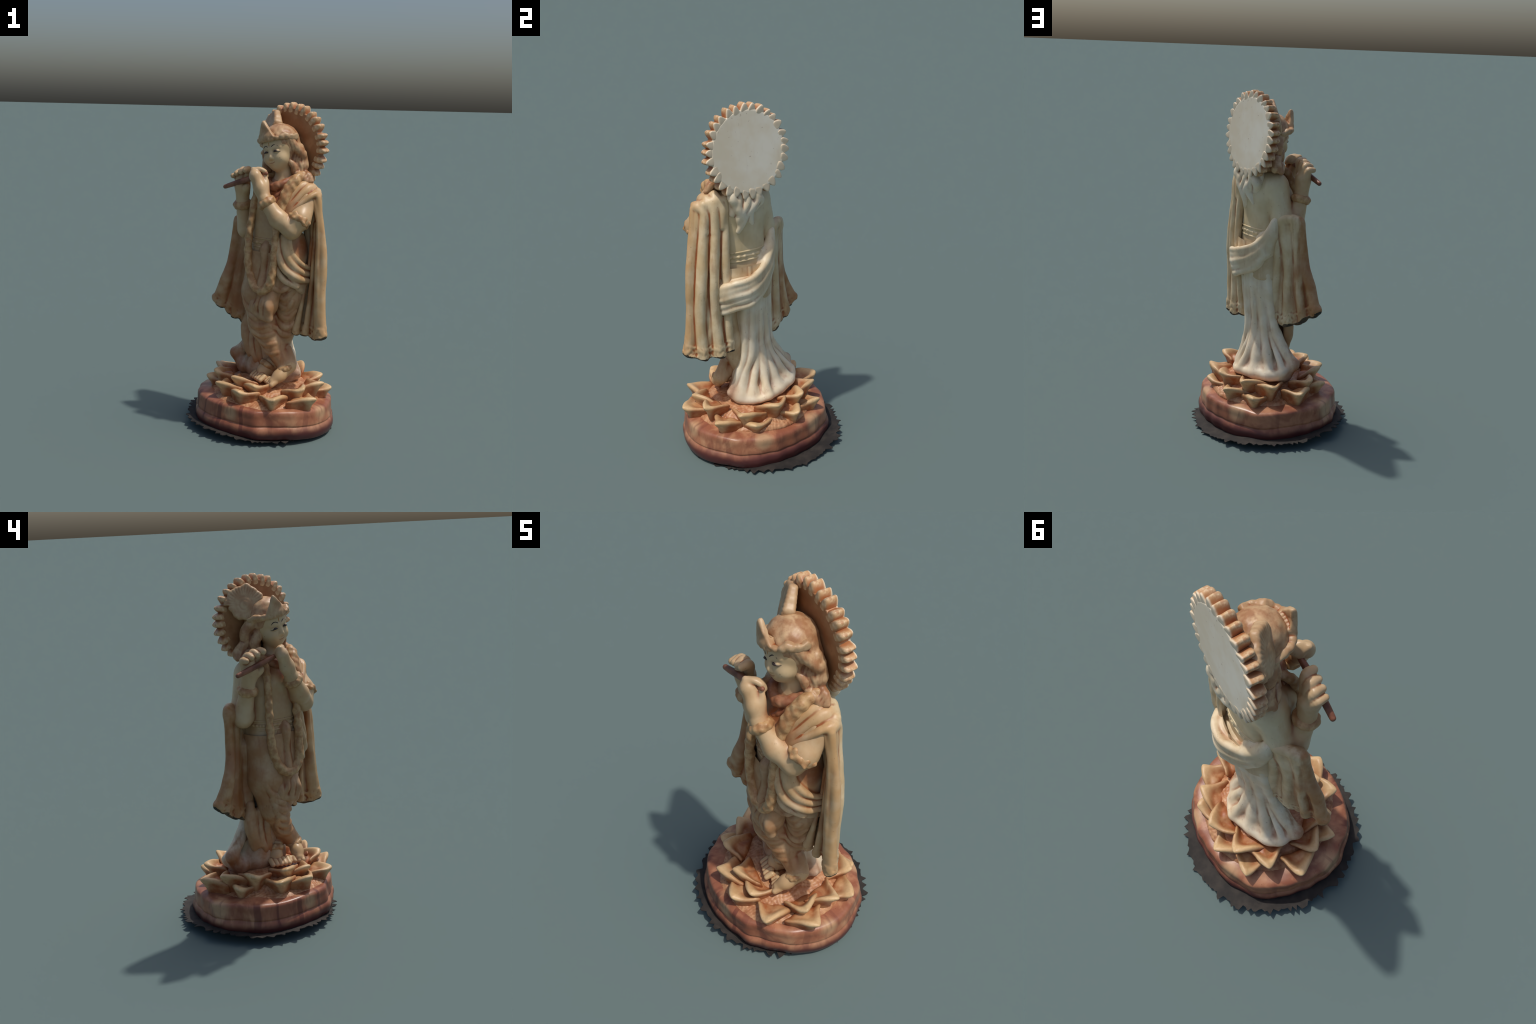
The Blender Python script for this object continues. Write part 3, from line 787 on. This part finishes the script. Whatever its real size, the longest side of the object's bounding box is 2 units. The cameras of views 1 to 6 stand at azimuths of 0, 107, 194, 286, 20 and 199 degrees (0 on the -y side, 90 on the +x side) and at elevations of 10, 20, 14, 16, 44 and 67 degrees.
def crown(P):
    q = (P - HO.astype(np.float32)) @ HR.astype(np.float32)
    ang = np.arctan2(q[..., 0], -(q[..., 1] - 0.01))
    rr = np.sqrt((q[..., 0] / 1.0) ** 2 + ((q[..., 1] - 0.01) / 1.06) ** 2)
    front = np.clip(1.02 - np.sqrt((ang + 0.12) ** 2 + 0.006) / 0.50, 0, 1)
    side = np.exp(-((np.abs(ang) - 0.95) / 0.28) ** 2)
    top = 0.078 + 0.128 * front ** 1.3 + 0.010 * side + 0.006 * np.sin(ang * 9)
    bot = 0.052 + 0.012 * np.cos(ang * 2)
    rad = 0.112 + 0.006 * front - 0.04 * np.clip(q[..., 2] - 0.10, 0, 0.1) + 0.08 * np.clip(q[..., 2] - 0.06, 0, 0.06) * (1 - 0.6 * front)
    thick = 0.014 + 0.010 * np.exp(-((q[..., 2] - 0.075) / 0.02) ** 2)
    d = np.maximum(rr - rad - thick * 0.7, np.where(q[..., 2] < 0.10, 0.085, rad - 0.014) - rr)
    d = smax(d, q[..., 2] - top, 0.012)
    d = smax(d, bot - q[..., 2], 0.012)
    d = smax(d, (np.abs(ang) - 1.7) * 0.1, 0.01)
    return d * 0.8


S.blend(crown, (-0.15, -0.19, 1.74), (0.13, 0.08, 1.92), 0.0)
for a, z, r in ((-0.1, 0.066, 0.016), (0.10, 0.062, 0.013), (-0.30, 0.062, 0.013), (0.28, 0.060, 0.011), (0.5, 0.064, 0.013), (-0.5, 0.064, 0.013),
                (0.75, 0.068, 0.015), (-0.75, 0.07, 0.016), (1.0, 0.070, 0.013), (-1.0, 0.072, 0.018), (1.25, 0.07, 0.012), (-1.25, 0.07, 0.014)):
    S.ball(hd(0.118 * math.sin(a), 0.01 - 0.127 * math.cos(a), z), r, 0.008)
S.rough(0.0018, 110, 11.0)
solid_object("crown", S, M_CROWN)

# ------------------------------------------------------------------ feather fan on the right of the head
FC = np.array([-0.118, 0.03, 1.865])
FX = np.array([0.81, -0.59, 0.0]); FN = np.array([-0.57, -0.78, 0.22]); FN /= np.linalg.norm(FN); FU = np.cross(FX, FN) * -1
FU = FU if FU[2] > 0 else -FU
S = Solid((-0.26, -0.10, 1.70), (0.04, 0.16, 1.99), 0.003)


def fan(P):
    q = P - FC.astype(np.float32)
    x, u, n = q @ FX.astype(np.float32), q @ FU.astype(np.float32), q @ FN.astype(np.float32)
    r = np.sqrt(x * x + (u + 0.03) ** 2)
    a = np.arctan2(x, u + 0.03)
    edge = 0.118 * (1 - 0.06 * np.abs(np.sin(a * 1.6 - 0.4)) + 0.035 * np.sin(a * 7 + 0.6) + 0.02 * np.sin(a * 13)) * np.where(u + 0.03 < 0, 0.75, 1.0)
    ribs = 0.0008 * np.sin(a * 34) * np.clip((r - 0.055) / 0.03, 0, 1) + 0.0010 * np.sin(r * 300) * np.clip(1 - r / 0.06, 0, 1)
    d = np.abs(n + 0.008) - 0.030 + 0.12 * np.clip(u, 0, 0.08) + ribs
    return smax(d, r - edge, 0.016) * 0.85


S.blend(fan, (-0.25, -0.09, 1.71), (0.03, 0.15, 1.98), 0.0)
S.cone((-0.085, 0.0, 1.79), (-0.11, 0.02, 1.84), 0.03, 0.02, 0.03)
solid_object("feather", S, M_CROWN)

# ------------------------------------------------------------------ painted eyes, brows, forehead mark
def inset(name, pts, k, mat, parent=None):
    p = np.asarray(pts); r = p[:, 3].max() + 0.012
    S = Solid(p[:, :3].min(0) - r, p[:, :3].max(0) + r, 0.0013)
    S.tube(pts, k, 16)
    return solid_object(name, S, mat, parent, smooth=1)


def face_y(x, z):
    """front of the face at head coordinates x, z (march the body field)"""
    ys = np.linspace(-0.16, 0.0, 400)
    p = np.array([hd(x, y, z) for y in ys])
    i = np.round((p - B.lo) / B.h).astype(int)
    f = B.F[tuple(i.T)]
    j = int(np.argmax(f < 0))
    t = f[j - 1] / (f[j - 1] - f[j] + 1e-9)
    return ys[j - 1] + (ys[j] - ys[j - 1]) * t


def on_face(x, z, r, out=0.0):
    return tuple(hd(x, face_y(x, z) + r * 0.55 - out, z)) + (r,)


for sx in (-1, 1):
    inset("eye", [on_face(sx * 0.021, -0.010, 0.0036), on_face(sx * 0.030, -0.008, 0.0066), on_face(sx * 0.038, -0.008, 0.0064), on_face(sx * 0.050, -0.012, 0.0022), on_face(sx * 0.058, -0.013, 0.0014)], 0.002, M_INK)
    inset("eyebrow", [on_face(sx * 0.014, 0.020, 0.0022), on_face(sx * 0.026, 0.028, 0.0030), on_face(sx * 0.040, 0.027, 0.0028), on_face(sx * 0.052, 0.018, 0.0014)], 0.002, M_INK)
inset("forehead_mark", [on_face(-0.003, 0.022, 0.0022), on_face(-0.003, 0.032, 0.0026), on_face(-0.003, 0.042, 0.0026)], 0.002, M_ORANGE)

M_LIP = Nodes("lip_tint")
M_LIP = M_LIP.finish(M_LIP.mix(M_LIP.noise(60), srgb(158, 104, 74), srgb(172, 120, 88)), 0.4, 0)
inset("mouth", [on_face(-0.024, -0.069, 0.0018), on_face(-0.014, -0.0735, 0.0024), on_face(-0.003, -0.0745, 0.0026), on_face(0.008, -0.0735, 0.0024), on_face(0.018, -0.069, 0.0018)], 0.002, M_LIP)

# ------------------------------------------------------------------ flute
band("flute", [(-0.318, -0.158, 1.487, 0.013), (-0.24, -0.162, 1.512, 0.016), (-0.14, -0.166, 1.543, 0.016), (-0.05, -0.168, 1.571, 0.012), (0.004, -0.169, 1.588, 0.011)],
     0.004, 0.0008, 60, M_FLUTE, h=0.0026, seed=8)

# ------------------------------------------------------------------ halo: disc plus a ring of scallops
HC = np.array([-0.012, 0.0, 1.748])


def halo_lean(x, z):
    return 0.008 - 0.075 * (z - HC[2]) - 0.05 * (x - HC[0])


S = Solid((-0.27, 0.02, 1.49), (0.25, 0.20, 2.01), 0.004)


def disc(P):
    r = np.sqrt((P[..., 0] - HC[0]) ** 2 + (P[..., 2] - HC[2]) ** 2)
    y = P[..., 1] - halo_lean(P[..., 0], P[..., 2])
    d = np.abs(y - 0.102) - 0.029
    return smax(d, r - 0.218, 0.004)


S.blend(disc, (-0.25, 0.03, 1.51), (0.23, 0.19, 1.99), 0.0)
V, Q = S.mesh(1)
W = to_world(V)
halo = make_object("halo", W, Q, [M_HALO, M_HALO_F])
c = V[Q].mean(1)
halo.data.polygons.foreach_set("material_index", (c[:, 1] - halo_lean(c[:, 0], c[:, 2]) < 0.120).astype(np.int32))
T = Solid((-0.07, -0.07, -0.05), (0.06, 0.05, 0.05), 0.0026)      # x = outward, y = through the disc


def scallop(P):
    x, y, z = P[..., 0], P[..., 1], P[..., 2]
    half = 0.0245 - 0.46 * np.clip(x + 0.004, 0, 0.04)
    d = np.abs(z) - half
    crown_x = 0.034 - 8.0 * np.clip(np.abs(y + 0.002) - 0.010, 0, 1) ** 2 - 9.0 * z * z
    d = smax(d * 0.9, x - crown_x, 0.014)
    d = smax(d, -y - 0.0335, 0.014)
    d = smax(d, y - 0.0240, 0.005)
    return smax(d, -0.034 - x, 0.02)


T.blend(scallop, T.lo + 0.012, T.lo + T.h * T.n - 0.012, 0.0)
T.rough(0.0012, 90, 2.0)
TV, TQ = T.mesh(2)
tooth_mesh = None
R_FIG = Matrix.Rotation(TURN, 4, 'Z')
NT = 30
for i in range(NT):
    a = 2 * math.pi * (i + 0.35 + rng.uniform(-0.12, 0.12)) / NT
    if tooth_mesh is None:
        ob = make_object("halo_scallop", TV, TQ, M_TOOTH, halo)
        tooth_mesh = ob.data
    else:
        ob = bpy.data.objects.new("halo_scallop", tooth_mesh)
        bpy.context.collection.objects.link(ob); ob.parent = halo
    rad = 0.220 + rng.uniform(-0.004, 0.004)
    x, z = HC[0] + rad * math.cos(a), HC[2] + rad * math.sin(a)
    p = to_world(np.array([x, 0.1065 + halo_lean(x, z), z]))
    ob.matrix_local = Matrix.Translation(Vector(p)) @ R_FIG @ Matrix.Rotation(-a, 4, 'Y') @ Matrix.Rotation(rng.uniform(-0.08, 0.08), 4, 'X') \
        @ Matrix.Diagonal((rng.uniform(0.95, 1.1), rng.uniform(0.97, 1.08), rng.uniform(0.9, 1.08), 1))

# ------------------------------------------------------------------ lotus: seed bed and two rings of petals (world frame)
LC = np.array([0.02, -0.055])
M_BED = resin("lotus_bed", srgb(200, 152, 112), srgb(172, 114, 76), rust=srgb(138, 80, 48), crease=(0.46, 0.5), crease_amt=0.7, stain=0.35, grain=24, bump=0.5, bscale=120)
S = Solid((-0.36, -0.43, 0.16), (0.42, 0.36, 0.36), 0.004)
S.blend(lambda P: ellipsoid(P, (0.03, -0.04, 0.232), (0.282, 0.282, 0.077)), (-0.3, -0.4, 0.16), (0.36, 0.3, 0.33), 0.02)
S.blend(lambda P: ellipsoid(P, (0.025, -0.055, 0.195), (0.345, 0.350, 0.070)), (-0.33, -0.42, 0.16), (0.38, 0.31, 0.28), 0.02)
sl, P = S.grid(S.lo, S.lo + S.h * S.n)
S.F += 0.0022 * np.sin(P[..., 0] * 210 + 2 * np.sin(P[..., 1] * 60)) * np.sin(P[..., 1] * 210 + 2 * np.sin(P[..., 0] * 70)) + 0.003 * wob(P, 25, 3.0)
bed = solid_object("lotus_bed", S, M_BED, smooth=1, local=False)


def petal_material():
    m = Nodes("lotus_petal")
    base = m.mix(m.ramp(m.noise(16, 4), 0.35, 0.68), srgb(198, 160, 114), srgb(220, 188, 142))
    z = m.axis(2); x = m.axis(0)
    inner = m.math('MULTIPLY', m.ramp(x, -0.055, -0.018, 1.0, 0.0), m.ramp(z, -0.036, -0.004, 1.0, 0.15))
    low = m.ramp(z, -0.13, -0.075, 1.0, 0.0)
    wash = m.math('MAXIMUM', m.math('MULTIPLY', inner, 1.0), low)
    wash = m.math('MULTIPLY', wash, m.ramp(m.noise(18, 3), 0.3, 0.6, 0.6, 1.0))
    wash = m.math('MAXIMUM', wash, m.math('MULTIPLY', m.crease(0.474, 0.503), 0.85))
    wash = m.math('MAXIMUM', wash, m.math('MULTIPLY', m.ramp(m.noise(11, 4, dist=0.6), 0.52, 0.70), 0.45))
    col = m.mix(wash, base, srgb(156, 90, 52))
    return m.finish(col, 0.42, 0.12)


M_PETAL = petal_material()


def petal_mesh(depth, half_w, bend, seed, dish):
    """cupped petal: tip at the origin, +x outward; keel outside, hollow inside"""
    S = Solid((-0.20, -half_w - 0.03, -0.17), (0.05, half_w + 0.03, 0.05), 0.0034)

    def fn(P):
        x, z = P[..., 0], P[..., 2]
        y = P[..., 1] + bend * np.clip(-x, 0, 0.1)
        s = np.clip(np.abs(y) / half_w, 0, 1)
        front = -(np.sqrt(y * y + 0.022 ** 2) - 0.022) * 0.92 - 2.4 * y * y + 0.006 * np.sin(y * 45 + seed)
        e = (front - x) * 0.70                      # distance in from the V-shaped rim
        t = np.clip(-z, 0, 1)
        under = 0.34 * np.clip(t, 0, 0.05) + 0.12 * t + 0.6 * t * t - 0.004
        wall = under - e
        u = np.clip((e - 0.019) / 0.040, 0, 1)
        top = -0.036 * s ** 2.6 - 0.006 * np.sin(s * math.pi) + 0.006 * np.sin(y * 50 + seed * 2) - dish * u * u * (3 - 2 * u)
        d = smax(wall * 0.9, (z - top) * 0.85, 0.020)
        d = smax(d, np.abs(y) - half_w, 0.02)
        d = smax(d, -0.14 - x, 0.03)
        return smax(d, -depth - z, 0.01)
    S.blend(fn, S.lo + 0.012, S.lo + S.h * S.n - 0.012, 0.0)
    S.rough(0.0028, 34, seed)
    return S.mesh(2)


INNER = [(-0.100, 0.297, 0.335), (0.095, 0.280, 0.345), (0.275, 0.195, 0.345), (0.393, -0.006, 0.318), (0.381, -0.220, 0.332),
         (0.250, -0.345, 0.330), (-0.050, -0.358, 0.345), (-0.190, -0.235, 0.362), (-0.298, -0.077, 0.356), (-0.292, 0.13, 0.345)]
OUTER = [(0.005, 0.355, 0.275), (0.205, 0.285, 0.285), (0.390, 0.09, 0.262), (0.439, -0.140, 0.276), (0.323, -0.376, 0.280),
         (0.068, -0.451, 0.295), (-0.145, -0.385, 0.315), (-0.288, -0.220, 0.322), (-0.348, 0.01, 0.294), (-0.264, 0.268, 0.308)]
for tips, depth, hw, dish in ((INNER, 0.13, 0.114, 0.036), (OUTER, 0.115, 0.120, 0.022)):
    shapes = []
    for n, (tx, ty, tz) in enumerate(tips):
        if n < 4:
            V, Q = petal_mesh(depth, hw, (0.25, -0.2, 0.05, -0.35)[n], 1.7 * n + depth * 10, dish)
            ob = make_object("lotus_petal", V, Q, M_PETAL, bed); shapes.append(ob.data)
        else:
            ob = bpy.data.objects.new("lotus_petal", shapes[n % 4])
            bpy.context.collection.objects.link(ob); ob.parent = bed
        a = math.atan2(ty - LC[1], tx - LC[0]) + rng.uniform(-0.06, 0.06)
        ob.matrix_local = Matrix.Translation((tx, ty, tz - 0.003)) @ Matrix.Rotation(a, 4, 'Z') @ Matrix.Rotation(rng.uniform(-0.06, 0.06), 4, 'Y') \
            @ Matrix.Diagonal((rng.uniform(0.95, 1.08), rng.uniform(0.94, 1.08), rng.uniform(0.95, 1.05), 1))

# ------------------------------------------------------------------ plinth: rounded oval with a foot ring, marbled
# outline radius at 15-degree steps of azimuth from +x, counter-clockwise
OUT = [(0, 0.436), (20, 0.405), (35, 0.372), (50, 0.355), (65, 0.355), (80, 0.366), (100, 0.378), (115, 0.378), (130, 0.376), (145, 0.384), (160, 0.394),
       (180, 0.398), (200, 0.400), (215, 0.402), (235, 0.408), (250, 0.416), (270, 0.430), (290, 0.452), (310, 0.466), (325, 0.472), (340, 0.462), (360, 0.436)]
oa = np.radians([p[0] for p in OUT]); orad = np.array([p[1] for p in OUT])


def outline(a):
    a = np.mod(a, 2 * math.pi)
    r = np.zeros_like(a)
    for da in (-0.12, -0.06, 0, 0.06, 0.12):
        r += np.interp(np.mod(a + da, 2 * math.pi), oa, orad) / 5
    return r


PROFILE = [(-0.44, 0.214), (-0.30, 0.214), (-0.18, 0.212), (-0.10, 0.209), (-0.05, 0.204), (-0.020, 0.199), (-0.005, 0.190), (0.000, 0.174), (0.001, 0.150),
           (0.004, 0.128), (0.005, 0.112), (0.002, 0.104), (0.010, 0.094), (0.016, 0.080), (0.017, 0.062), (0.012, 0.042), (0.004, 0.026), (-0.02, 0.018)]
prof = spline(PROFILE, 60)
NA = 288
ang = np.linspace(0, 2 * math.pi, NA, endpoint=False)
R0 = outline(ang)
verts = []
for dr, z in prof:
    chip = 0.005 * np.sin(ang * 7 + 1.5 * np.sin(ang * 4) + z * 12) + 0.003 * np.sin(ang * 23 + 2) * (0.5 + 0.5 * np.sin(ang * 3))
    w = np.clip((dr + 0.15) / 0.12, 0, 1)
    rr = np.maximum(R0 + dr + chip * w, 0.0)
    zz = z - (0.045 * rr * np.cos(ang) + 0.03 * rr * np.sin(ang)) * (z > 0.02) * 0.7 + 0.003 * np.sin(ang * 6 + rr * 20)
    verts.append(np.stack([rr * np.cos(ang), rr * np.sin(ang), np.maximum(zz, 0.004)], 1))
V = np.vstack(verts)
n = len(prof)
F = []
for i in range(n - 1):
    for j in range(NA):
        k = (j + 1) % NA
        F.append((i * NA + j, (i + 1) * NA + j, (i + 1) * NA + k, i * NA + k))
V = np.vstack([V, [[0, 0, 0.212], [0, 0, 0.018]]])
for j in range(NA):
    k = (j + 1) % NA
    F.append((n * NA, j, k)); F.append((n * NA + 1, (n - 1) * NA + k, (n - 1) * NA + j))


def plinth_material():
    m = Nodes("marbled_plinth")
    base = m.mix(m.ramp(m.noise(5, 4, dist=1.0), 0.35, 0.65), srgb(148, 92, 66), srgb(180, 124, 92))
    pale = m.ramp(m.noise(4.2, 3, dist=0.6, vec=m.mapping(scale=(1, 1, 0.6), loc=(3.1, 1.7, 0.4))), 0.52, 0.66)
    base = m.mix(m.math('MULTIPLY', pale, 0.5), base, srgb(198, 156, 118))
    # vertical dark veins running round the side
    sep = m.n.new("ShaderNodeSeparateXYZ"); m.link(m.obj, sep.inputs[0])
    az = m.math('ARCTAN2', sep.outputs[1], sep.outputs[0])
    comb = m.n.new("ShaderNodeCombineXYZ")
    m.link(m.math('MULTIPLY', az, 2.6), comb.inputs[0]); m.link(m.math('MULTIPLY', sep.outputs[2], 1.6), comb.inputs[1])
    vein = m.noise(2.4, 3, 0.5, 0.25, vec=comb.outputs[0])
    veinm = m.ramp(vein, 0.53, 0.62)
    rad = m.n.new("ShaderNodeVectorMath"); rad.operation = 'LENGTH'
    cxy = m.n.new("ShaderNodeCombineXYZ"); m.link(sep.outputs[0], cxy.inputs[0]); m.link(sep.outputs[1], cxy.inputs[1])
    m.link(cxy.outputs[0], rad.inputs[0])
    veinm = m.math('MULTIPLY', veinm, m.ramp(rad.outputs["Value"], 0.32, 0.38))
    swirl = m.noise(5.5, 5, 0.6, 1.8, vec=m.mapping(scale=(1, 1, 0.7), loc=(0.3, 0.7, 0)))
    base = m.mix(m.ramp(swirl, 0.40, 0.60, 0.0, 0.7), base, srgb(138, 80, 60))
    for cx, cy, r0, r1 in ((0.385, 0.13, 0.03, 0.07), (0.105, 0.345, 0.03, 0.08), (-0.19, -0.37, 0.02, 0.06), (-0.37, 0.12, 0.03, 0.09), (0.36, -0.30, 0.02, 0.07)):
        base = m.mix(m.math('MULTIPLY', m.blob((cx, cy, 0.17), r0, r1, False), 0.6), base, srgb(204, 170, 130))
    col = m.mix(m.math('MULTIPLY', veinm, 0.4), base, srgb(108, 58, 48))
    for deg, w in ((-107, 0.035), (-148, 0.02), (-128, 0.05), (-165, 0.06)):
        st = m.ramp(m.math('ABSOLUTE', m.math('ADD', m.math('SUBTRACT', az, math.radians(deg)), m.math('MULTIPLY', m.math('SUBTRACT', m.noise(9, 2), 0.5), 0.06))), w * 0.6, w, 1.0, 0.0)
        st = m.math('MULTIPLY', st, m.ramp(rad.outputs["Value"], 0.36, 0.40))
        col = m.mix(m.math('MULTIPLY', st, 0.7), col, srgb(98, 50, 42))
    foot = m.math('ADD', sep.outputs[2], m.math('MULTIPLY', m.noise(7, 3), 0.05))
    col = m.mix(m.ramp(foot, 0.085, 0.135, 1.0, 0.0), col, srgb(88, 46, 44))  # shade near the ground, baked into the marble colour as dark maroon
    speck = m.math('MULTIPLY', m.ramp(m.noise(60, 2), 0.70, 0.75), 0.6)
    col = m.mix(speck, col, srgb(110, 60, 44))
    return m.finish(col, 0.34, 0.15)


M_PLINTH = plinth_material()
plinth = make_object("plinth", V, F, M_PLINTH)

# ------------------------------------------------------------------ torn dark mat under the plinth
NS = 190
a = np.linspace(0, 2 * math.pi, NS, endpoint=False) + rng.uniform(-0.008, 0.008, NS)
tooth = rng.uniform(-0.012, 0.0, NS) * 1.0
spike = rng.random(NS) < 0.33
tooth[spike] += rng.uniform(0.012, 0.030, int(spike.sum()))
edge = 0.452 + 0.008 * np.sin(a * 2 + 1.0) + tooth
deg = np.degrees(np.mod(a, 2 * math.pi))
front = np.clip(1 - np.abs(deg - 315) / 45, 0, 1)
edge = np.where(front > 0, np.minimum(edge, outline(a) + 0.012 + 0.4 * tooth), edge)
radii = [0.30, 0.38, 0.43, None]
rings = []
for r in radii:
    rr = edge if r is None else np.minimum(np.full(NS, r), edge - 0.02)
    z = 0.030 - 0.055 * rr * np.cos(a) + 0.006 * np.sin(a * 5) * (rr / 0.47)
    rings.append(np.stack([rr * np.cos(a) * 0.995, rr * np.sin(a) * 1.03, z], 1))
top = np.vstack(rings)
bot = top.copy(); bot[:, 2] -= 0.004
lowest = bot[:, 2].min()
top[:, 2] -= lowest; bot[:, 2] -= lowest
V = np.vstack([top, bot]); F = []
K = len(radii); off = K * NS
for i in range(K - 1):
    for j in range(NS):
        k = (j + 1) % NS
        F.append((i * NS + j, (i + 1) * NS + j, (i + 1) * NS + k, i * NS + k))
        F.append((off + i * NS + k, off + (i + 1) * NS + k, off + (i + 1) * NS + j, off + i * NS + j))
for j in range(NS):
    k = (j + 1) % NS
    i = (K - 1) * NS
    F.append((i + j, off + i + j, off + i + k, i + k))
    F.append((k, off + k, off + j, j))
m = Nodes("dark_mat")
M_MAT = m.finish(m.mix(m.ramp(m.noise(14, 4), 0.35, 0.7), srgb(34, 31, 29), srgb(56, 50, 45)), 0.75, 0.2)
make_object("torn_mat", V, F, M_MAT, smooth=False)
